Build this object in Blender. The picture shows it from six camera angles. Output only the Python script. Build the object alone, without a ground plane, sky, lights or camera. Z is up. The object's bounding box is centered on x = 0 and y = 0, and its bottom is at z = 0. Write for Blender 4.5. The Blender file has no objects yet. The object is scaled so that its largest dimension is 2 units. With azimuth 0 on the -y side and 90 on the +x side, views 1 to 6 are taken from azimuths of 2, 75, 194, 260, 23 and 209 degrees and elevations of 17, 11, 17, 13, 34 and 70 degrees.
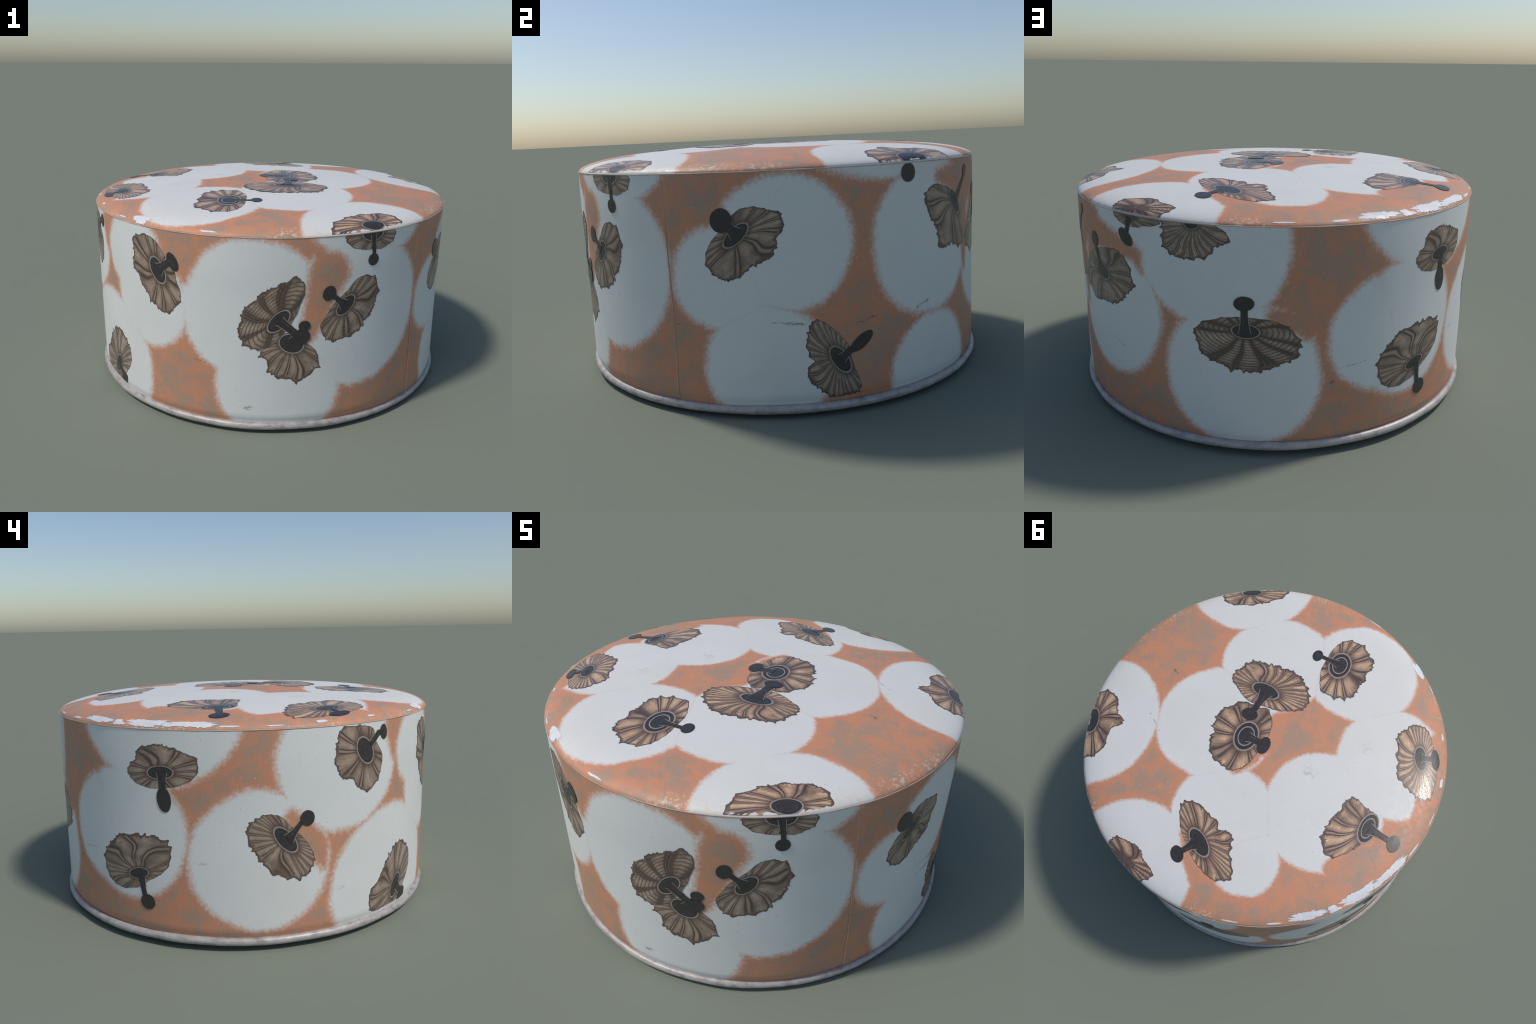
import bpy, bmesh, math, random
from mathutils import Vector, Matrix, noise as mnoise

random.seed(11)
mnoise.seed_set(7)

# ------------------------------------------------------------------ sizes
R_WALL = 0.981          # radius of the painted drum at its shoulder
Z_FOOT = 0.050          # wall meets the rolled foot rim
Z_EDGE = 0.974          # wall meets the top panel (shoulder seam)
Z_TOP = 1.0680          # crown of the slightly domed top
SHOULDER = 0.036        # height of the rounded shoulder under the dome
CENTRE = Vector((0.002, -0.007))
DEG = math.pi / 180


def ripple(az, z, amount):
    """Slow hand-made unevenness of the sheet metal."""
    p = Vector((math.sin(az) * 1.3, -math.cos(az) * 1.3, z * 1.5))
    return mnoise.noise(p) * amount


def flare(az, z):
    """The wall widens a little towards the foot, most at the back."""
    low = min(max(1 - z / Z_EDGE, 0.0), 1.0)
    lap = ((az / DEG - 48.2 + 180) % 360) - 180          # sheet overlaps itself behind the lap seam
    step = 0.0035 * math.exp(-lap / 9.0) if 0 <= lap else 0.0
    if -0.25 < lap < 0:
        step = 0.0035 * (lap + 0.25) / 0.25
    tuck = min(max((0.088 - z) / 0.026, 0.0), 1.0)        # groove above the rolled foot rim
    return low * (0.003 + 0.008 * max(0.0, math.cos(az - 185 * DEG))) + step * min(1.0, (Z_EDGE - z) / 0.03 + 0.2) - 0.011 * tuck * tuck \
        + 0.0025 * math.exp(-((z - 0.84) / 0.13) ** 2)


def wall_point(az, z, out=0.0):
    """az in radians: 0 faces -y, +90 degrees faces +x."""
    r = R_WALL + flare(az, z) + ripple(az, z, 0.0025) + out
    return Vector((CENTRE.x + math.sin(az) * r, CENTRE.y - math.cos(az) * r, z))


def dome_height(q):
    q = min(max(q, 0.0), 1.0)
    return Z_EDGE + SHOULDER * math.sqrt(max(0.0, 1 - q ** 12)) + (Z_TOP - Z_EDGE - SHOULDER) * (1 - q ** 2.2)


def sag(az, q):
    """The top panel stands a few millimetres prouder towards the front left."""
    return 0.005 * max(0.0, math.cos(az + 48 * DEG)) * min(1.0, 8 * (1 - q)) * q * q


def top_point(x, y, out=0.0):
    """x, y in metres from the drum axis."""
    r = math.hypot(x, y)
    limit = R_WALL * 0.9985
    if r > limit:
        x, y, r = x * limit / r, y * limit / r, limit
    q = r / R_WALL
    z = dome_height(q) + sag(math.atan2(x, -y), q)
    slope = (dome_height(min(q + 0.002, 0.999)) - dome_height(max(q - 0.002, 0))) / (0.004 * R_WALL)
    n = Vector((-slope * x / r, -slope * y / r, 1.0)) if r > 1e-6 else Vector((0, 0, 1))
    n.normalize()
    return Vector((CENTRE.x + x, CENTRE.y + y, z)) + n * out


# ------------------------------------------------------------------ node helpers
class Tree:
    def __init__(self, name):
        self.mat = bpy.data.materials.new(name)
        self.mat.use_nodes = True
        self.nodes = self.mat.node_tree.nodes
        self.links = self.mat.node_tree.links
        self.nodes.clear()
        self.out = self.nodes.new("ShaderNodeOutputMaterial")
        self.bsdf = self.nodes.new("ShaderNodeBsdfPrincipled")
        self.links.new(self.bsdf.outputs[0], self.out.inputs[0])
        self.coord = self.nodes.new("ShaderNodeTexCoord").outputs["Object"]

    def put(self, socket, value):
        if hasattr(value, "is_linked"):
            self.links.new(value, socket)
        elif isinstance(value, (tuple, list, Vector)) and len(socket.default_value) == 4 and len(value) == 3:
            socket.default_value = (*value, 1)
        else:
            socket.default_value = value

    def math(self, op, a, b=None, c=None, clamp=False):
        n = self.nodes.new("ShaderNodeMath")
        n.operation = op
        n.use_clamp = clamp
        for s, v in zip(n.inputs, (a, b, c)):
            if v is not None:
                self.put(s, v)
        return n.outputs[0]

    def vec(self, op, a, b=None):
        n = self.nodes.new("ShaderNodeVectorMath")
        n.operation = op
        self.put(n.inputs[0], a)
        if b is not None:
            self.put(n.inputs[1], b)
        return n.outputs["Value"] if op in ("DISTANCE", "LENGTH", "DOT_PRODUCT") else n.outputs["Vector"]

    def combine(self, x, y, z):
        n = self.nodes.new("ShaderNodeCombineXYZ")
        for s, v in zip(n.inputs, (x, y, z)):
            self.put(s, v)
        return n.outputs[0]

    def split(self, v):
        n = self.nodes.new("ShaderNodeSeparateXYZ")
        self.put(n.inputs[0], v)
        return n.outputs

    def noise(self, vector, scale, detail=2.0, rough=0.5, distort=0.0):
        n = self.nodes.new("ShaderNodeTexNoise")
        self.put(n.inputs["Vector"], vector)
        n.inputs["Scale"].default_value = scale
        n.inputs["Detail"].default_value = detail
        n.inputs["Roughness"].default_value = rough
        n.inputs["Distortion"].default_value = distort
        return n.outputs[0]

    def step(self, value, lo, hi, a=0.0, b=1.0):
        n = self.nodes.new("ShaderNodeMapRange")
        n.interpolation_type = "SMOOTHSTEP"
        self.put(n.inputs[0], value)
        for i, v in enumerate((lo, hi, a, b), 1):
            self.put(n.inputs[i], v)
        return n.outputs[0]

    def ramp(self, value, stops):
        n = self.nodes.new("ShaderNodeValToRGB")
        self.put(n.inputs[0], value)
        e = n.color_ramp.elements
        while len(e) < len(stops):
            e.new(0.5)
        for el, (p, c) in zip(e, stops):
            el.position = p
            el.color = (*c, 1)
        return n.outputs[0]

    def mix(self, fac, a, b, kind="MIX"):
        n = self.nodes.new("ShaderNodeMix")
        n.data_type = "RGBA"
        n.blend_type = kind
        self.put(n.inputs[0], fac)
        self.put(n.inputs[6], a)
        self.put(n.inputs[7], b)
        return n.outputs[2]

    def prop(self, name):
        n = self.nodes.new("ShaderNodeAttribute")
        n.attribute_type = "OBJECT"
        n.attribute_name = '["%s"]' % name
        return n.outputs["Fac"]

    def finish(self, color, rough=0.5, bump=None, strength=0.1, distance=0.002, **more):
        self.put(self.bsdf.inputs["Base Color"], color)
        self.put(self.bsdf.inputs["Roughness"], rough)
        for k, v in more.items():
            self.put(self.bsdf.inputs[k.replace("_", " ")], v)
        if bump is not None:
            b = self.nodes.new("ShaderNodeBump")
            b.inputs["Strength"].default_value = strength
            b.inputs["Distance"].default_value = distance
            self.put(b.inputs["Height"], bump)
            self.links.new(b.outputs[0], self.bsdf.inputs["Normal"])
        return self.mat


# ------------------------------------------------------------------ paint colours
WHITE_WALL = (0.705, 0.712, 0.685)
WHITE_TOP = (0.70, 0.692, 0.660)
ORANGE = (0.615, 0.262, 0.138)
ORANGE_WALL = (0.585, 0.255, 0.140)
OCHRE_GREY = (0.36, 0.265, 0.195)
CREAM = (0.72, 0.58, 0.44)


def blob_distance(t, blobs, gaps, wobble):
    """Signed distance to the union of the round white spots, less the orange gaps."""
    d = second = None
    for c, r in blobs:
        e = t.math("SUBTRACT", t.vec("DISTANCE", wobble, tuple(c)), r)
        if d is not None:
            other = t.math("MAXIMUM", d, e)
            second = other if second is None else t.math("MINIMUM", second, other)
        d = e if d is None else t.math("MINIMUM", d, e)
    seam = t.math("SUBTRACT", second, d)  # zero where two spots meet
    for (a, ra), (b, rb) in gaps:  # tapering strokes of ground colour
        ab = b - a
        h = t.math("DIVIDE", t.vec("DOT_PRODUCT", t.vec("SUBTRACT", wobble, tuple(a)), tuple(ab)), ab.length_squared, clamp=True)
        foot = t.nodes.new("ShaderNodeVectorMath")
        foot.operation = "MULTIPLY_ADD"
        t.put(foot.inputs[0], tuple(ab))
        t.put(foot.inputs[1], t.combine(h, h, h))
        t.put(foot.inputs[2], tuple(a))
        e = t.math("SUBTRACT", t.math("MULTIPLY_ADD", h, rb - ra, ra), t.vec("DISTANCE", wobble, foot.outputs[0]))
        d = t.math("SMOOTH_MAX", d, e, 0.012)
    return d, seam


def body_paint(name, blobs, gaps, white, orange, grey, fuzz, marks, shoulder):
    t = Tree(name)
    warp = t.nodes.new("ShaderNodeTexNoise")
    t.put(warp.inputs["Vector"], t.coord)
    warp.inputs["Scale"].default_value = 4.0
    warp.inputs["Detail"].default_value = 1.0
    off = t.vec("MULTIPLY", t.vec("SUBTRACT", warp.outputs["Color"], (0.5, 0.5, 0.5)), (0.04, 0.04, 0.04))
    p = t.vec("ADD", t.coord, off)
    d, seam = blob_distance(t, blobs, gaps, p)
    hairs = t.noise(t.coord, 62, 3, 0.62)
    d = t.math("ADD", d, t.math("MULTIPLY", t.math("SUBTRACT", hairs, 0.5), fuzz * 1.7))
    inside = t.step(d, -fuzz * 0.85, fuzz * 0.75, 1.0, 0.0)
    # orange ground: brushed greyish patches, fine cross-hatched grain
    patch = t.noise(t.coord, 11.0, 4, 0.6, 0.2)
    grain = t.noise(t.vec("MULTIPLY", t.coord, (1, 1, 0.6)), 95, 2, 0.6)
    soft = t.step(t.math("ADD", patch, t.math("MULTIPLY", t.math("SUBTRACT", grain, 0.5), 0.22)), 0.38, 0.61)
    away = t.step(d, 0.0, 0.05)
    ground = t.mix(t.math("MULTIPLY", t.math("MULTIPLY", soft, away), 0.90), orange, grey)
    tint = t.noise(t.coord, 17, 3, 0.6)
    ground = t.mix(t.step(tint, 0.35, 0.75, 0.0, 0.35), ground, (orange[0] * 1.02, orange[1] * 0.86, orange[2] * 0.9))
    ground = t.mix(t.step(grain, 0.30, 0.62, 0.34, 0.0), ground, grey)
    hatch = t.noise(t.vec("MULTIPLY", t.coord, (1.0, 1.0, 0.35)), 170, 1, 0.5)
    ground = t.mix(t.step(hatch, 0.50, 0.70, 0.0, 0.20), ground, tuple(min(1, v * 1.25) for v in orange))
    fleck = t.step(t.noise(t.coord, 55, 2, 0.5), 0.735, 0.77)
    ground = t.mix(t.math("MULTIPLY", fleck, 0.5), ground, CREAM)
    # white spots: faint mottling, scuffs
    mott = t.noise(t.coord, 5, 4, 0.6)
    pale = t.mix(t.step(mott, 0.3, 0.75, 0.0, 0.22), white, tuple(v * 0.86 for v in white))
    tooth = t.noise(t.coord, 150, 3, 0.6)
    pale = t.mix(t.step(tooth, 0.45, 0.75, 0.0, 0.20), pale, tuple(v * 0.72 for v in white))
    speck = t.math("MULTIPLY", t.step(t.noise(t.coord, 85, 3, 0.55), 0.66, 0.72), t.step(t.noise(t.coord, 4.3, 2), 0.46, 0.62, 0.05, 0.32))
    pale = t.mix(speck, pale, (0.22, 0.19, 0.16))
    line = t.math("MULTIPLY", t.step(seam, 0.0, 0.020, 1.0, 0.0), t.step(t.noise(t.coord, 14, 3), 0.38, 0.66, 0.02, 0.22))
    pale = t.mix(line, pale, (0.56, 0.47, 0.38))
    stain = t.step(t.noise(t.coord, 2.6, 4, 0.6), 0.48, 0.72, 0.0, 0.25)
    pale = t.mix(stain, pale, (0.66, 0.63, 0.56))
    col = t.mix(inside, ground, pale)
    # dark rubbed scuffs
    streak = t.noise(t.vec("MULTIPLY", t.coord, (1, 1, 3.0)), 45, 4, 0.7)
    for c, along, across, length, width, depth in marks:
        q = t.vec("SUBTRACT", t.coord, tuple(c))
        a = t.math("DIVIDE", t.vec("DOT_PRODUCT", q, tuple(along)), length)
        b = t.math("DIVIDE", t.vec("DOT_PRODUCT", q, tuple(across)), width)
        rad = t.math("SQRT", t.math("ADD", t.math("MULTIPLY", a, a), t.math("MULTIPLY", b, b)))
        near = t.math("LESS_THAN", t.vec("LENGTH", q), 0.3)
        m = t.step(t.math("ADD", rad, t.math("MULTIPLY", t.math("SUBTRACT", streak, 0.46), 5.0)), 0.0, 1.1, depth, 0.0)
        col = t.mix(t.math("MULTIPLY", m, near), col, (0.07, 0.065, 0.06))
    if shoulder:
        # worn, dusty shoulder where the paint has rubbed through
        x, y, z = t.split(t.coord)
        r = t.math("SQRT", t.math("ADD", t.math("MULTIPLY", x, x), t.math("MULTIPLY", y, y)))
        band = t.math("MULTIPLY", t.step(r, 0.89, 0.975), t.step(t.noise(t.coord, 3.2, 1), 0.40, 0.62))
        rub = t.step(t.math("ADD", t.noise(t.coord, 60, 4, 0.7), t.math("MULTIPLY", band, 0.12)), 0.60, 0.74)
        rub = t.math("MULTIPLY", t.math("MULTIPLY", rub, band), 0.8)
        col = t.mix(rub, col, CREAM)
    bump = t.noise(t.coord, 140, 2, 0.5)
    return t.finish(col, rough=t.step(t.noise(t.coord, 38, 4, 0.7), 0.30, 0.70, 0.44, 0.62), bump=bump, strength=0.06, distance=0.002,
                    Specular_IOR_Level=0.45)


def cap_paint():
    """Painted parasol cap: ribs fan out from the hub; the object frame is
    scaled so that the hub is the unit circle."""
    t = Tree("parasol_cap_paint")
    x, y, z = t.split(t.coord)
    rho = t.math("SQRT", t.math("ADD", t.math("MULTIPLY", x, x), t.math("MULTIPLY", y, y)))
    seed = t.prop("seed")
    drift = t.noise(t.vec("ADD", t.vec("MULTIPLY", t.coord, (1, 1, 0)), t.combine(seed, seed, 0.0)), 0.30, 0)
    phi = t.math("ARCTAN2", y, x)
    swing = t.math("MULTIPLY", t.math("SUBTRACT", drift, 0.5), t.prop("curl"))
    uneven = t.math("MULTIPLY", t.math("SINE", t.math("ADD", t.math("MULTIPLY", phi, 2.0), seed)), 0.20)
    uneven = t.math("MULTIPLY_ADD", t.math("SINE", t.math("ADD", t.math("MULTIPLY", phi, 5.0), t.math("MULTIPLY", seed, 3.1))), 0.075, uneven)
    phi2 = t.math("ADD", t.math("ADD", phi, swing), uneven)
    s = t.math("ADD", t.math("MULTIPLY", t.math("DIVIDE", phi2, 2 * math.pi), t.prop("ribs")), t.prop("phase"))
    f = t.math("FRACT", s)
    e = t.math("SUBTRACT", 0.5, t.math("ABSOLUTE", t.math("SUBTRACT", f, 0.5)))
    ring = t.combine(t.math("COSINE", phi2), t.math("SINE", phi2), t.math("MULTIPLY", rho, 0.05))
    ring = t.vec("ADD", ring, t.combine(seed, 0.0, seed))
    streak = t.noise(ring, 11, 3, 0.6)
    fine = t.noise(ring, 34, 2, 0.5)
    e2 = t.math("ADD", e, t.math("MULTIPLY", t.math("SUBTRACT", streak, 0.5), 0.10))
    warm = t.prop("warm")
    cool = t.ramp(e2, [(0.0, (0.37, 0.285, 0.215)), (0.045, (0.33, 0.25, 0.19)), (0.085, (0.075, 0.048, 0.038)), (0.14, (0.095, 0.064, 0.050)),
                       (0.22, (0.285, 0.212, 0.158)), (0.5, (0.415, 0.318, 0.240))])
    hot = t.ramp(e2, [(0.0, (0.40, 0.30, 0.225)), (0.045, (0.36, 0.26, 0.19)), (0.085, (0.080, 0.040, 0.036)), (0.14, (0.110, 0.060, 0.048)),
                      (0.21, (0.35, 0.235, 0.165)), (0.5, (0.65, 0.415, 0.255))])
    col = t.mix(warm, cool, hot)
    # each gore has its own tone
    gore = t.nodes.new("ShaderNodeTexWhiteNoise")
    gore.noise_dimensions = "2D"
    t.put(gore.inputs["Vector"], t.combine(t.math("FLOOR", s), seed, 0.0))
    col = t.mix(t.math("MULTIPLY", gore.outputs["Value"], 0.30), col, (0.13, 0.085, 0.065))
    # netted caps have plain dark ribs
    col = t.mix(t.math("MULTIPLY", t.step(e2, 0.025, 0.075, 1.0, 0.0), t.prop("net")), col, (0.075, 0.05, 0.04))
    # glints in the middle of the gores
    mid = t.math("MULTIPLY", t.step(e2, 0.26, 0.48), t.step(rho, 1.3, 2.0))
    glint = t.math("MULTIPLY", t.math("MULTIPLY", mid, t.step(t.noise(t.coord, 1.9, 3, 0.6), 0.44, 0.64)), t.math("MULTIPLY_ADD", warm, 0.65, 0.12))
    col = t.mix(glint, col, (0.84, 0.56, 0.34))
    # broad light and dark folds across the cap
    fold = t.noise(t.vec("ADD", t.coord, t.combine(0.0, seed, seed)), 0.75, 2, 0.5)
    col = t.mix(t.step(fold, 0.44, 0.70, 0.0, 0.42), col, (0.11, 0.075, 0.058))
    col = t.mix(t.math("MULTIPLY", t.step(fold, 0.50, 0.34, 0.0, 0.35), t.step(e2, 0.12, 0.3)), col, t.mix(warm, (0.42, 0.34, 0.26), (0.66, 0.45, 0.28)))
    # pencil-thin strokes
    col = t.mix(t.step(fine, 0.50, 0.74, 0.0, 0.50), col, (0.105, 0.070, 0.055))
    # cross threads of the netted caps
    bands = t.math("SINE", t.math("ADD", t.math("MULTIPLY", rho, 17.0), t.math("MULTIPLY", streak, 4.0)))
    web = t.math("MULTIPLY", t.step(bands, 0.0, 0.9), t.prop("net"))
    col = t.mix(t.math("MULTIPLY", web, 0.75), col, (0.09, 0.065, 0.05))
    # dark collar around the hub
    collar = t.step(t.math("ADD", rho, t.math("MULTIPLY", t.math("SUBTRACT", fine, 0.5), 0.9)), 1.0, 1.55, 0.75, 0.0)
    col = t.mix(collar, col, (0.085, 0.052, 0.044))
    return t.finish(col, rough=t.step(t.noise(t.coord, 7, 4, 0.7), 0.3, 0.7, 0.18, 0.46), Specular_IOR_Level=0.55)


def plain_paint(name, color, vary, scale, rough=0.4, **more):
    t = Tree(name)
    n = t.noise(t.coord, scale, 3, 0.6)
    rough = t.step(t.noise(t.coord, scale * 3, 4, 0.7), 0.3, 0.7, rough - 0.13, rough + 0.13)
    return t.finish(t.mix(t.step(n, 0.3, 0.7), color, vary), rough=rough, **more)


def metal_paint():
    t = Tree("dull_tinned_rim")
    a = t.noise(t.vec("MULTIPLY", t.coord, (1, 1, 2.5)), 16, 4, 0.65)
    b = t.noise(t.coord, 70, 3, 0.6)
    col = t.ramp(a, [(0.30, (0.24, 0.215, 0.205)), (0.46, (0.39, 0.355, 0.335)), (0.62, (0.47, 0.435, 0.41)), (0.75, (0.38, 0.355, 0.32))])
    col = t.mix(t.step(b, 0.50, 0.75, 0.0, 0.35), col, (0.21, 0.175, 0.175))
    return t.finish(col, rough=0.45, bump=b, strength=0.25, distance=0.004, Metallic=0.15)


# ------------------------------------------------------------------ mesh helpers
def make_object(name, verts, faces, mats, face_mats=None, parent=None, frame=None):
    me = bpy.data.meshes.new(name)
    inv = frame.inverted() if frame else None
    me.from_pydata([tuple(inv @ v) if inv else tuple(v) for v in verts], [], faces)
    for m in mats:
        me.materials.append(m)
    if face_mats:
        me.polygons.foreach_set("material_index", face_mats)
    me.polygons.foreach_set("use_smooth", [True] * len(me.polygons))
    me.update()
    ob = bpy.data.objects.new(name, me)
    bpy.context.scene.collection.objects.link(ob)
    if frame:
        ob.matrix_world = frame
    if parent:
        ob.parent = parent
    return ob


def tidy(ob, scale=1e-6):
    bm = bmesh.new()
    bm.from_mesh(ob.data)
    bad = [f for f in bm.faces if f.calc_area() < scale]
    bmesh.ops.delete(bm, geom=bad, context="FACES")
    loose = [v for v in bm.verts if not v.link_faces]
    bmesh.ops.delete(bm, geom=loose, context="VERTS")
    bm.to_mesh(ob.data)
    bm.free()


def revolve(name, rings, segments, mat, parent, closed=False, cap_first=None, cap_last=None):
    """rings: list of functions az -> Vector."""
    verts, faces = [], []
    for ring in rings:
        verts += [ring(2 * math.pi * i / segments) for i in range(segments)]
    n = len(rings)
    for j in range(n if closed else n - 1):
        k = (j + 1) % n
        for i in range(segments):
            i2 = (i + 1) % segments
            faces.append((j * segments + i, j * segments + i2, k * segments + i2, k * segments + i))
    for j, pole in ((0, cap_first), (n - 1, cap_last)):
        if pole is not None:
            verts.append(pole)
            c = len(verts) - 1
            for i in range(segments):
                i2 = (i + 1) % segments
                a, b = j * segments + i, j * segments + i2
                faces.append((b, a, c) if j == 0 else (a, b, c))
    return make_object(name, verts, faces, [mat], parent=parent)


def wall_spot(az, z, r):
    return wall_point(az * DEG, min(z, 3)), r


def top_spot(x, y, r):
    p = top_point(x, y)
    return Vector((CENTRE.x + x, CENTRE.y + y, p.z)), r


def wall_mark(az, z, length, width, tilt, depth):
    a = az * DEG
    east, up = Vector((math.cos(a), math.sin(a), 0)), Vector((0, 0, 1))
    c, s = math.cos(tilt * DEG), math.sin(tilt * DEG)
    return wall_point(a, z), east * c + up * s, up * c - east * s, length, width, depth


def top_mark(x, y, length, width, tilt, depth):
    c, s = math.cos(tilt * DEG), math.sin(tilt * DEG)
    return top_point(x, y), Vector((c, s, 0)), Vector((-s, c, 0)), length, width, depth


WALL_SPOTS = [wall_spot(*s) for s in (
    (-34.8, 0.612, 0.240), (-41.5, 0.830, 0.205), (-3.1, 0.629, 0.344), (4.4, 0.265, 0.302), (27.0, 0.598, 0.368),
    (30.0, 1.195, 0.372), (-121.7, 1.149, 0.428), (-130.8, 0.505, 0.305), (-137.3, 0.505, 0.262), (-95.0, 0.405, 0.312),
    (-72.9, 0.823, 0.314), (-55.2, 0.214, 0.366), (178.9, 0.897, 0.338), (-172.9, 0.360, 0.324),
    (148.3, 0.554, 0.318), (156.3, 1.169, 0.325), (75.5, 0.701, 0.268), (61.2, 0.570, 0.207),
    (70.9, 0.216, 0.258), (114.6, 0.667, 0.320), (115.9, 0.100, 0.252), (101.7, 1.650, 0.735))]
TOP_SPOTS = [top_spot(*s) for s in (
    (0.527, -0.885, 0.367), (0.135, -0.425, 0.303), (0.260, 0.035, 0.331), (0.913, 0.300, 0.389),
    (0.003, 0.477, 0.263), (-0.215, 0.640, 0.175), (0.312, 0.920, 0.345), (-0.451, 0.244, 0.312),
    (-0.672, -0.160, 0.306), (-0.318, -0.580, 0.310))]
WALL_GAPS = [(wall_spot(*p), wall_spot(*q)) for p, q in (
    ((-21.0, 0.985, 0.135), (-21.5, 0.740, 0.018)), ((12.6, 0.960, 0.012), (18.0, 0.800, 0.070)), ((17.8, 0.800, 0.097), (11.8, 0.505, 0.040)),
    ((-87.0, 0.600, 0.035), (-80.5, 0.470, 0.060)), ((-80.0, 0.450, 0.058), (-78.2, 0.370, 0.022)), ((-117.0, 0.750, 0.020), (-113.0, 0.775, 0.030)),
    ((-56.0, 0.940, 0.050), (-55.0, 0.800, 0.018)), ((-165.0, 0.615, 0.042), (-157.5, 0.570, 0.055)),
    ((142.0, 0.920, 0.050), (138.5, 0.700, 0.070)), ((143.0, 0.860, 0.075), (160.0, 0.805, 0.032)), ((160.0, 0.805, 0.036), (161.8, 0.735, 0.006)),
    ((117.0, 0.905, 0.030), (127.0, 0.890, 0.085)), ((128.0, 0.870, 0.075), (131.0, 0.700, 0.050)), ((131.0, 0.700, 0.055), (132.4, 0.490, 0.018)))]
TOP_GAPS = [(top_spot(*p), top_spot(*q)) for p, q in (
    ((-0.035, -0.110, 0.050), (-0.055, 0.050, 0.042)), ((-0.055, 0.050, 0.042), (0.005, 0.135, 0.030)), ((0.000, 0.140, 0.045), (0.050, 0.235, 0.030)),
    ((-0.860, -0.400, 0.070), (-0.930, -0.150, 0.085)), ((-0.930, -0.150, 0.085), (-0.950, 0.050, 0.080)),
    ((-0.800, 0.280, 0.090), (-0.640, 0.475, 0.070)), ((0.125, 0.655, 0.020), (0.050, 0.760, 0.028)), ((0.050, 0.760, 0.028), (-0.060, 0.820, 0.060)))]
WALL_MARKS = [wall_mark(*m) for m in (
    (-4.2, 0.133, 0.030, 0.013, 4, 0.8), (-16.6, 0.352, 0.065, 0.005, -8, 0.75), (29.7, 0.458, 0.010, 0.007, 40, 0.8),
    (77.5, 0.384, 0.090, 0.009, -6, 0.75), (110.9, 0.392, 0.055, 0.009, 16, 0.8), (50.2, 0.378, 0.030, 0.005, 0, 0.7),
    (94.8, 0.376, 0.050, 0.008, 14, 0.6), (-146.3, 0.388, 0.080, 0.004, 8, 0.5), (-152.0, 0.321, 0.020, 0.007, 10, 0.9),
    (152.6, 0.382, 0.050, 0.004, -25, 0.55), (-109.8, 0.398, 0.040, 0.008, -5, 0.4), (-73.2, 0.243, 0.025, 0.014, 0, 0.4))]
TOP_MARKS = [top_mark(*m) for m in (
    (0.56, 0.19, 0.090, 0.004, -35, 0.5), (0.633, -0.138, 0.035, 0.010, -20, 0.6),
    (-0.296, 0.088, 0.050, 0.035, 20, 0.25), (-0.511, -0.171, 0.040, 0.04, 0, 0.2))]


# ------------------------------------------------------------------ build the drum
tin = bpy.data.objects.new("painted_tin_drum", None)
tin["label"] = "round painted tin with orange ground, white spots and parasol motifs"
tin["category"] = "painted tin"
bpy.context.scene.collection.objects.link(tin)

wall_mat = body_paint("wall_paint", WALL_SPOTS, WALL_GAPS, WHITE_WALL, ORANGE_WALL, OCHRE_GREY, 0.030, WALL_MARKS, False)
top_mat = body_paint("top_paint", TOP_SPOTS, TOP_GAPS, WHITE_TOP, ORANGE, OCHRE_GREY, 0.017, TOP_MARKS, True)
rim_mat = metal_paint()
cap_mat = cap_paint()
edge_mat = plain_paint("cap_edge_ink", (0.088, 0.060, 0.050), (0.130, 0.092, 0.074), 3.0)
shade_mat = plain_paint("cap_shade_ink", (0.125, 0.088, 0.070), (0.19, 0.138, 0.106), 3.0)
ring_mat = plain_paint("hub_ring_ink", (0.34, 0.29, 0.245), (0.27, 0.225, 0.19), 4.0)
ink_mat = plain_paint("stem_ink", (0.032, 0.029, 0.031), (0.050, 0.044, 0.043), 3.0, rough=0.29, Specular_IOR_Level=0.5)
sheen_mat = plain_paint("stem_sheen_ink", (0.095, 0.086, 0.082), (0.050, 0.045, 0.045), 5.0, rough=0.3)
chip_mat = plain_paint("bare_white_primer", (0.74, 0.745, 0.75), (0.64, 0.64, 0.64), 20.0, rough=0.5)
seam_mat = plain_paint("worn_seam_edge", (0.60, 0.49, 0.43), (0.44, 0.27, 0.20), 7.0, rough=0.5)
lap_mat = plain_paint("rubbed_lap_seam", (0.58, 0.36, 0.26), (0.50, 0.25, 0.15), 11.0, rough=0.5)
base_mat = plain_paint("bare_tin_base", (0.30, 0.28, 0.26), (0.20, 0.18, 0.17), 8.0, rough=0.5)

SEG = 360
wall_zs = [Z_FOOT - 0.012 + (Z_EDGE - Z_FOOT + 0.012) * i / 56 for i in range(57)]
side_wall = revolve("side_wall", [lambda a, z=z: wall_point(a, z) for z in wall_zs], SEG, wall_mat, tin)

qs = [1.0, 0.9985, 0.996, 0.992, 0.987, 0.981, 0.974, 0.966, 0.957, 0.946, 0.933, 0.918, 0.90] + [0.9 * (1 - i / 30) for i in range(1, 30)]


def top_ring(q):
    def ring(a):
        r = R_WALL * q + ripple(a, Z_EDGE, 0.0025) * q ** 6
        return Vector((CENTRE.x + math.sin(a) * r, CENTRE.y - math.cos(a) * r, dome_height(q) + sag(a, q)))
    return ring


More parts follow.
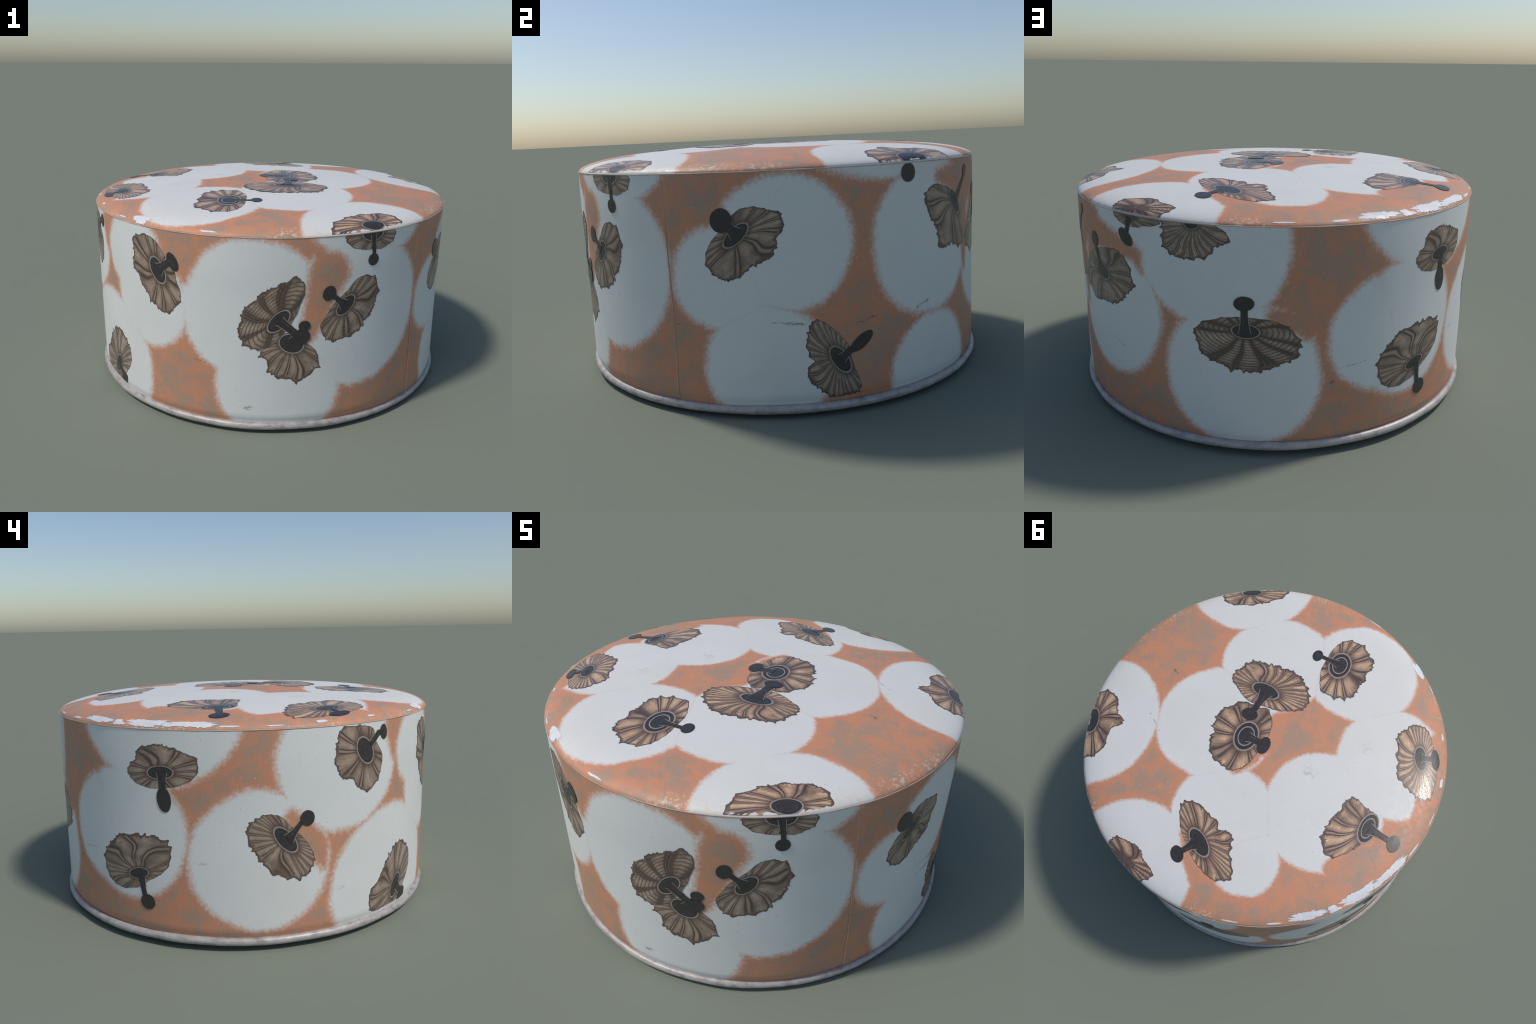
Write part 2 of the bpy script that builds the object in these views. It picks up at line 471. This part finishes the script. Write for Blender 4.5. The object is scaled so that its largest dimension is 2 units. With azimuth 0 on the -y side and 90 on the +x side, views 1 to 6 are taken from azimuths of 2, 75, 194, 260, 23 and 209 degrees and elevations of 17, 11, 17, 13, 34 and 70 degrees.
top_panel = revolve("top_panel", [top_ring(q) for q in qs], SEG, top_mat, tin,
                    cap_last=Vector((CENTRE.x, CENTRE.y, Z_TOP)))

# thin folded ridge where the top panel is seamed to the wall
ridge = []
for k in range(8):
    b = 2 * math.pi * k / 8

    def ring(a, b=b):
        w = 0.0017 + 0.0009 * mnoise.noise(Vector((math.sin(a) * 14, math.cos(a) * 14, 3)))
        p = wall_point(a, Z_EDGE, 0.0002 + math.cos(b) * w)
        p.z += math.sin(b) * w * 1.3 - 0.001
        return p
    ridge.append(ring)
revolve("shoulder_seam", ridge, SEG, seam_mat, tin, closed=True)

# rolled foot rim, slightly wavy as hand-rolled wire edge
bead = []
for k in range(20):
    b = 2 * math.pi * k / 20

    def ring(a, b=b):
        n1 = mnoise.noise(Vector((math.sin(a) * 5, math.cos(a) * 5, 1)))
        n2 = mnoise.noise(Vector((math.sin(a) * 22, math.cos(a) * 22, 5)))
        w = 0.0185 + 0.0012 * n1 + 0.0008 * n2
        r = 0.9805 + 0.0015 * n1 + math.cos(b) * w
        z = 0.0375 + 0.0015 * mnoise.noise(Vector((math.sin(a) * 3, math.cos(a) * 3, 9))) + math.sin(b) * w
        z += -0.0034 * math.sin(a) + -0.0034 * math.cos(a)
        return Vector((math.sin(a) * r, -math.cos(a) * r, z))
    bead.append(ring)
revolve("foot_rim", bead, SEG, rim_mat, tin, closed=True)


def base_ring(r, z):
    return lambda a: Vector((math.sin(a) * r, -math.cos(a) * r, z))


revolve("base_panel", [base_ring(0.972, 0.034), base_ring(0.955, 0.022), base_ring(0.90, 0.008), base_ring(0.6, 0.002)], 180,
        base_mat, tin, cap_last=Vector((0, 0, 0.0)))

# soldered lap seam running up the side
sv, sf = [], []
steps = 80
for i in range(steps + 1):
    z = Z_FOOT + (Z_EDGE - 0.004 - Z_FOOT) * i / steps
    az = 48.2 + 0.35 * math.sin(z * 5.0) + 0.12 * mnoise.noise(Vector((0, 3, z * 9)))
    for off, out in ((-0.0040, -0.0005), (-0.0014, 0.0006), (0.0, 0.0020), (0.0009, 0.0018), (0.0022, -0.0008)):
        sv.append(wall_point(az * DEG + off / R_WALL, z, out))
for i in range(steps):
    for k in range(4):
        a = i * 5 + k
        sf.append((a, a + 1, a + 6, a + 5))
make_object("side_seam", sv, sf, [lap_mat], parent=tin)


# ------------------------------------------------------------------ printed parasols
def periodic(values, x):
    """Smooth closed curve through equally spaced control radii."""
    n = len(values)
    i = math.floor(x)
    f = x - i
    a, b, c, d = (values[(i + k) % n] for k in (-1, 0, 1, 2))
    return b + 0.5 * f * (c - a + f * (2 * a - 5 * b + 4 * c - d + f * (3 * (b - c) + d - a)))


class Sheet:
    """A patch of wall or top that is drawn on in flat millimetres."""

    def __init__(self, side, u, v):
        self.side, self.u, self.v = side, u, v

    def at(self, du, dv, out):
        du, dv = du / 1000, dv / 1000
        if self.side == "wall":
            z = min(max(self.v + dv, Z_FOOT + 0.004), Z_EDGE - 0.004)
            return wall_point(self.u * DEG + du / R_WALL, z, out)
        return top_point(self.u - CENTRE.x + du, self.v - CENTRE.y + dv, out)

    def frame(self, a, b, turn):
        o = self.at(0, 0, 0)
        if self.side == "wall":
            o = wall_point(self.u * DEG, self.v)
            n = Vector((math.sin(self.u * DEG), -math.cos(self.u * DEG), 0))
            e = Vector((math.cos(self.u * DEG), math.sin(self.u * DEG), 0))
        else:
            n = Vector((0, 0, 1))
            e = Vector((1, 0, 0))
        w = n.cross(e)
        c, s = math.cos(turn * DEG), math.sin(turn * DEG)
        ex, ey = e * c + w * s, w * c - e * s
        m = Matrix((ex * a / 1000, ey * b / 1000, n)).transposed().to_4x4()
        m.translation = o
        return m


def ellipse_pt(cx, cy, a, b, turn, t):
    c, s = math.cos(turn * DEG), math.sin(turn * DEG)
    x, y = a * math.cos(t), b * math.sin(t)
    return cx + x * c - y * s, cy + x * s + y * c


COUNT = [0]


def parasol(side, u, v, hub=None, rim=None, ribs=12, teeth=0.06, curl=0.5, net=0.0, inner=False, no_hub=False,
            stem=None, knob=None, lift=0.0):
    """hub: (half length, half width, turn) of the hub ellipse; rim: control radii every
    20 degrees, millimetres; stem: (x, y, half width) stations; knob: (x, y, half length, half width, turn)."""
    COUNT[0] += 1
    seed = COUNT[0]
    rnd = random.Random(seed * 17)
    sheet = Sheet(side, u, v)
    a, b, turn = hub if hub else (60, 40, 0)
    frame = sheet.frame(a, b, turn)
    motif = tin
    base = 0.0006 + lift
    if rim:
        phase = rnd.random()
        spokes = 360
        lean = math.atan2(knob[1], knob[0]) if knob else 0.0
        c, s = math.cos(-turn * DEG), math.sin(-turn * DEG)
        fr = [0.0, 0.15, 0.3, 0.45, 0.6, 0.72, 0.8, None, None, 1.0]
        verts, faces, mats = [], [], []
        for i in range(spokes):
            t = 2 * math.pi * i / spokes
            r = periodic(rim, i * len(rim) / spokes)
            x, y = math.cos(t), math.sin(t)
            phi = math.atan2((x * s + y * c) / b, (x * c - y * s) / a)
            k = phi / (2 * math.pi) * ribs + phase
            f = k - math.floor(k)
            e = 0.5 - abs(f - 0.5)
            tip = (1 - min(1.0, e * 2 * (1.5 if ribs < 16 else 1.0))) ** 2
            n1 = mnoise.noise(Vector((x * 7 + seed * 3.1, y * 7, 0)))
            n2 = mnoise.noise(Vector((x * 23, y * 23 + seed * 2.3, 1)))
            far = 0.15 + 0.85 * (0.5 - 0.5 * math.cos(t - lean)) if knob else 0.8
            wild = far * (0.55 + 0.9 * abs(mnoise.noise(Vector((x * 2.3, y * 2.3, seed * 1.9)))) * 1.6)
            spike = max(0.0, mnoise.noise(Vector((x * 11 - seed, y * 11, 4)))) ** 1.5
            r = r * (1 + teeth * 1.25 * wild * (tip - 0.3) + (0.045 * n1 + 0.05 * abs(n2) + 0.045 * mnoise.noise(Vector((x * 3.1, y * 3.1, seed * 4.7))) + 0.18 * spike) * far - 0.02)
            n3 = mnoise.noise(Vector((x * 38 + seed, y * 38, 2)))
            j2 = 0.972 - 0.030 * abs(n1) - 0.025 * tip
            j1 = j2 - 0.012 - 0.17 * max(0.0, n3) - 0.03 * tip
            j1 = min(max(1 - (1 - j1) * far * 1.1, 0.81), 0.975)
            j2 = min(max(1 - (1 - j2) * far * 1.1, j1 + 0.010), 0.990)
            for q in range(len(fr)):
                g = fr[q] if fr[q] is not None else (j1 if q == 7 else j2)
                verts.append(sheet.at(x * r * g, y * r * g, base))
        m = len(fr)
        for i in range(spokes):
            i2 = (i + 1) % spokes
            for q in range(m - 1):
                faces.append((i * m + q, i * m + q + 1, i2 * m + q + 1, i2 * m + q))
                mats.append(0 if q < m - 3 else (1 if q == m - 3 else 2))
        motif = make_object("parasol_motif", verts, faces, [cap_mat, shade_mat, edge_mat], mats, tin, frame)
        tidy(motif)
        motif["ribs"], motif["phase"], motif["curl"], motif["net"] = float(ribs), phase, float(curl), float(net)
        motif["seed"], motif["warm"] = seed * 1.37, 1.0 if side == "top" else 0.0
        if not no_hub:
            hv, hf, hm = [], [], []
            rings = [(1.0, 0), (0.89, 1), (0.66, 0 if inner else 2), (0.58 if inner else 0.62, 1), (0.30, 1), (0.0, 1)]
            N = 72
            for q, (g, _) in enumerate(rings):
                for i in range(N):
                    px, py = ellipse_pt(0, 0, a * g, b * g, turn, 2 * math.pi * i / N)
                    hv.append(sheet.at(px, py, base + 0.0004))
            for q in range(len(rings) - 1):
                for i in range(N):
                    i2 = (i + 1) % N
                    hf.append((q * N + i, q * N + i2, (q + 1) * N + i2, (q + 1) * N + i))
                    hm.append(rings[q][1])
            h = make_object("parasol_hub", hv, hf, [ring_mat, ink_mat, sheen_mat], hm, motif, frame)
            h.matrix_parent_inverse = frame.inverted()
            tidy(h, 1e-9)
    # stem with its knob, outlined by a thin pale line where it leaves the hub
    for width, out, mat, name in ((3.2, 0.0014, ring_mat, "stem_outline"), (0.0, 0.0018, ink_mat, "parasol_stem"), (-1.0, 0.0021, sheen_mat, "stem_sheen")):
        pv, pf = [], []
        if stem and knob:
            (x0, y0, w0), (x1, y1, w1) = stem
            kx, ky = knob[0], knob[1]
            L = 26
            if width and no_hub:
                continue
            for i in range(L + 1):
                f = i / L
                if width > 0 and f > 0.55:
                    break
                bx = x0 + (x1 - x0) * f if f < 0.85 else x1 + (kx - x1) * (f - 0.85) / 0.15 * 0.6
                by = y0 + (y1 - y0) * f if f < 0.85 else y1 + (ky - y1) * (f - 0.85) / 0.15 * 0.6
                if f < 0.85:
                    bx, by = x0 + (x1 - x0) * f / 0.85, y0 + (y1 - y0) * f / 0.85
                w = w1 + (w0 - w1) * (1 - min(1, f / 0.7)) ** 2.2 + width
                if width < 0:  # pale streak along one flank of the stem
                    w = w1 * 0.16 * math.sin(math.pi * min(1.0, f / 0.8))
                    if f > 0.8:
                        break
                dx, dy = kx - x0, ky - y0
                ln = math.hypot(dx, dy)
                nx, ny = -dy / ln, dx / ln
                side_shift = w1 * 0.42 if width < 0 else 0.0
                for k in (-1, -0.5, 0, 0.5, 1):
                    pv.append(sheet.at(bx + nx * (w * k + side_shift), by + ny * (w * k + side_shift), base + out))
            rows = len(pv) // 5
            for i in range(rows - 1):
                for k in range(4):
                    q = i * 5 + k
                    pf.append((q + 1, q, q + 5, q + 6))
        if knob and not width:
            N, rings = 48, (0.0, 0.35, 0.7, 1.0)
            o = len(pv)
            for g in rings:
                for i in range(N):
                    wob = 1 + 0.03 * mnoise.noise(Vector((math.cos(2 * math.pi * i / N) * 2, math.sin(2 * math.pi * i / N) * 2, seed)))
                    px, py = ellipse_pt(knob[0], knob[1], knob[2] * g * wob, knob[3] * g * wob, knob[4], 2 * math.pi * i / N)
                    pv.append(sheet.at(px, py, base + out + 0.0003))
            for q in range(len(rings) - 1):
                for i in range(N):
                    i2 = (i + 1) % N
                    pf.append((o + q * N + i, o + (q + 1) * N + i, o + (q + 1) * N + i2, o + q * N + i2))
        if pf:
            ob = make_object(name, pv, pf, [mat], None, motif if rim else tin, frame)
            if rim:
                ob.matrix_parent_inverse = frame.inverted()
            tidy(ob, 1e-9)


# --- around the wall (azimuth degrees, height) --------------------------------
parasol("wall", -30.5, 0.774, (72, 42, -62), [104, 88, 84, 93, 116, 158, 191, 208, 171, 175, 137, 151, 154, 180, 214, 197, 172, 116],
        ribs=9, stem=[(3, 1, 36), (58, 42, 17)], knob=(89, 55, 47, 27, -63))
parasol("wall", 4.2, 0.582, (70, 36, -132), [65, 85, 131, 226, 197, 172, 149, 154, 174, 171, 196, 201, 163, 114, 75, 60, 55, 57],
        ribs=9, net=1, teeth=0.11, stem=[(2, 4, 24), (80, -62, 17)], knob=(114, -81, 36, 31, 58), lift=0.0012)
parasol("wall", 7.7, 0.470, (63, 48, -24), [71, 50, 43, 43, 48, 55, 61, 70, 66, 95, 154, 143, 180, 181, 198, 187, 176, 124],
        ribs=18, stem=[(10, 12, 25), (44, 60, 15)], knob=(59, 86, 26, 28, -88))
parasol("wall", 22.7, 0.640, (61, 34, -132), [169, 191, 190, 155, 86, 61, 53, 53, 59, 73, 99, 163, 187, 178, 165, 157, 143, 157],
        ribs=12, stem=[(-8, 3, 27), (-57, 47, 12)], knob=(-85, 67, 37, 31, -112))
parasol("wall", 30.1, 0.969, (61, 36, -3), [135, 86, 50, 38, 34, 35, 40, 56, 112, 142, 131, 102, 85, 78, 77, 94, 110, 138],
        ribs=14, stem=[(2, -4, 15), (10, -91, 10)], knob=(8, -125, 29, 29, -91))
parasol("wall", -52.4, 0.160, (66, 34, -118), [103, 145, 187, 211, 222, 189, 166, 151, 159, 199, 197, 152, 116, 103, 83, 75, 77, 84],
        ribs=14, stem=[(10, -5, 23), (50, -45, 14)], knob=(60, -63, 38, 28, -129))
parasol("wall", -66.3, 0.852, (69, 43, -60), [91, 75, 75, 102, 106, 114, 131, 169, 162, 157, 172, 163, 140, 175, 187, 166, 137, 116],
        ribs=9, stem=[(29, 23, 14), (79, 69, 14)], knob=(113, 70, 34, 22, -81))
parasol("wall", -88.7, 0.500, (74, 35, -50), [80, 65, 59, 61, 73, 103, 136, 158, 177, 160, 144, 141, 154, 170, 181, 195, 171, 115],
        ribs=22, stem=[(12, 1, 27), (68, 70, 11)], knob=(96, 88, 35, 32, -88))
parasol("wall", -119.8, 0.791, (65, 30, 4), [167, 178, 144, 121, 121, 129, 129, 143, 136, 166, 140, 105, 82, 72, 69, 74, 92, 118],
        ribs=10, stem=[(9, -1, 24), (8, -60, 16)], knob=(13, -117, 55, 33, -84))
parasol("wall", -127.6, 0.324, (57, 26, 14), [101, 166, 211, 214, 184, 181, 194, 193, 213, 208, 184, 135, 91, 73, 59, 54, 55, 66],
        ribs=14, stem=[(14, -14, 20), (27, -92, 13)], knob=(43, -128, 36, 37, 88))
parasol("wall", -171.9, 0.552, (59, 31, -3), [194, 129, 85, 67, 60, 61, 69, 88, 132, 207, 212, 209, 175, 173, 187, 184, 215, 232],
        ribs=12, net=1, teeth=0.10, stem=[(-3, -11, 24), (-5, 84, 14)], knob=(-6, 115, 41, 30, 3))
parasol("wall", 175.8, 0.974, (34, 26, 7), [90, 45, 32, 25, 21, 20, 21, 26, 60, 130, 140, 166, 164, 146, 139, 144, 133, 165], ribs=24)
parasol("wall", 158.3, 0.965, (40, 14, -1), [161, 40, 22, 16, 14, 14, 15, 19, 60, 105, 80, 59, 50, 44, 44, 49, 63, 87],
        ribs=12, no_hub=True, stem=[(-4, -7, 14), (-17, -59, 11)], knob=(-28, -90, 47, 28, -36))
parasol("wall", 145.2, 0.684, (64, 35, -9), [228, 218, 187, 139, 113, 104, 105, 118, 139, 180, 223, 198, 182, 143, 139, 151, 177, 193],
        ribs=11, stem=[(-11, 10, 22), (-51, 102, 10)], knob=(-53, 133, 34, 32, -86))
parasol("wall", 65.1, 0.737, (67, 29, -137), [168, 195, 156, 125, 100, 77, 60, 57, 62, 78, 118, 167, 187, 181, 154, 137, 152, 162],
        ribs=12, stem=[(3, 4, 30), (-31, 37, 17)], knob=(-54, 58, 47, 42, -101))
parasol("wall", 87.7, 0.225, (68, 33, -56), [48, 47, 54, 68, 87, 126, 197, 171, 143, 111, 146, 142, 147, 158, 159, 162, 84, 57],
        ribs=28, stem=[(3, 3, 22), (42, 32, 14)], knob=(91, 63, 58, 26, 37))
parasol("wall", 125.0, 0.791, (76, 30, -46), [28, 23, 21, 22, 27, 41, 58, 113, 221, 218, 189, 187, 212, 187, 205, 215, 93, 43],
        ribs=12, stem=[(6, 6, 20), (101, 102, 10)], knob=(111, 123, 29, 20, 60))
parasol("wall", 106.2, 0.935, knob=(0, 0, 37, 36, -90))

# --- on the top panel (x, y) ---------------------------------------------------
parasol("top", 0.498, -0.819, (62, 30, 28), [150, 160, 175, 160, 125, 108, 108, 105, 124, 153, 208, 230, 150, 120, 120, 120, 130, 150],
        ribs=13)
parasol("top", 0.908, 0.304, (78, 42, 112), [130, 150, 180, 200, 215, 224, 224, 197, 154, 140, 183, 155, 171, 193, 190, 170, 140, 130],
        ribs=11)
parasol("top", 0.085, 0.042, (89, 66, 95), [193, 173, 209, 208, 208, 203, 162, 125, 108, 105, 115, 136, 167, 193, 187, 205, 204, 207],
        ribs=11, inner=True, stem=[(-10, 1, 28), (-72, 1, 18)], knob=(-108, 7, 50, 33, 92))
parasol("top", 0.114, -0.243, (82, 42, 178), [209, 151, 126, 109, 100, 94, 100, 129, 174, 240, 244, 218, 195, 177, 170, 173, 208, 204],
        ribs=26, stem=[(-7, 8, 39), (2, 124, 17)], knob=(13, 162, 45, 34, -178), lift=0.0012)
parasol("top", -0.182, -0.571, (87, 62, 94), [84, 90, 110, 136, 192, 207, 214, 195, 170, 154, 181, 193, 195, 194, 177, 138, 106, 89],
        ribs=11, teeth=0.09, inner=True, stem=[(12, -2, 24), (110, -7, 11)], knob=(136, -2, 36, 28, 93))
parasol("top", -0.792, -0.261, (72, 34, 117), [130, 134, 127, 163, 180, 205, 231, 163, 120, 99, 88, 89, 98, 123, 178, 201, 179, 173],
        ribs=26, stem=[(2, -5, 28), (-44, -24, 12)], knob=(-73, -34, 57, 22, 116))
parasol("top", -0.695, 0.210, (87, 47, 88), [165, 210, 241, 262, 138, 71, 48, 39, 33, 32, 35, 45, 64, 82, 91, 109, 176, 182],
        ribs=14, inner=True, stem=[(-6, 1, 30), (-105, 7, 15)], knob=(-146, 13, 45, 32, 91))
parasol("top", 0.036, 0.652, (85, 40, 146), [97, 73, 66, 66, 73, 92, 131, 204, 241, 177, 167, 167, 119, 144, 155, 204, 226, 152],
        ribs=24, stem=[(18, 16, 32), (55, 71, 15)], knob=(72, 99, 44, 32, 136))
parasol("top", 0.344, 0.888, (60, 20, 166), [120, 100, 100, 100, 100, 100, 110, 130, 150, 173, 107, 98, 91, 87, 89, 104, 127, 130],
        ribs=12, net=0.6, no_hub=True)


# ------------------------------------------------------------------ flaked paint along the shoulder
def paint_chip(az, spread, r_mid, depth, seed):
    """A ragged flake on the shoulder, spread in degrees of azimuth."""
    N, rings = 144, (0.0, 0.5, 1.0)
    verts, faces = [], []
    for g in rings:
        for i in range(N):
            t = 2 * math.pi * i / N
            rag = 1 + 0.38 * mnoise.noise(Vector((math.cos(t) * 2.2, math.sin(t) * 2.2, seed * 5.7))) \
                + 0.30 * mnoise.noise(Vector((math.cos(t) * 10, math.sin(t) * 7, seed * 3.3)))
            sx = abs(math.cos(t)) ** 0.7 * math.copysign(1, math.cos(t))
            sy = abs(math.sin(t)) ** 0.7 * math.copysign(1, math.sin(t))
            aa = (az + sx * g * rag * spread / 2) * DEG
            rr = r_mid + sy * g * rag * depth / 2
            verts.append(top_point(math.sin(aa) * rr, -math.cos(aa) * rr, 0.0007))
    for q in range(len(rings) - 1):
        for i in range(N):
            i2 = (i + 1) % N
            faces.append((q * N + i, q * N + i2, (q + 1) * N + i2, (q + 1) * N + i))
    tidy(make_object("paint_chip", verts, faces, [chip_mat], parent=tin), 1e-9)


for k, chip in enumerate(((-140.5, 10.5, 0.956, 0.036), (-132.9, 2.6, 0.960, 0.030), (-124.0, 11.8, 0.955, 0.042), (-111.2, 11.2, 0.957, 0.036),
                          (-37.4, 6.6, 0.957, 0.042), (-78.8, 3.2, 0.962, 0.014), (-63.0, 2.4, 0.958, 0.010), (-14.8, 4.5, 0.970, 0.007),
                          (-150.5, 4.0, 0.969, 0.008), (-163.3, 5.0, 0.970, 0.007), (-117.6, 2.6, 0.964, 0.024), (-132.0, 4.0, 0.969, 0.012),
                          (-102.0, 5.0, 0.970, 0.008), (-91.0, 4.0, 0.971, 0.005), (-45.5, 3.5, 0.970, 0.006))):
    paint_chip(*chip, k + 1)
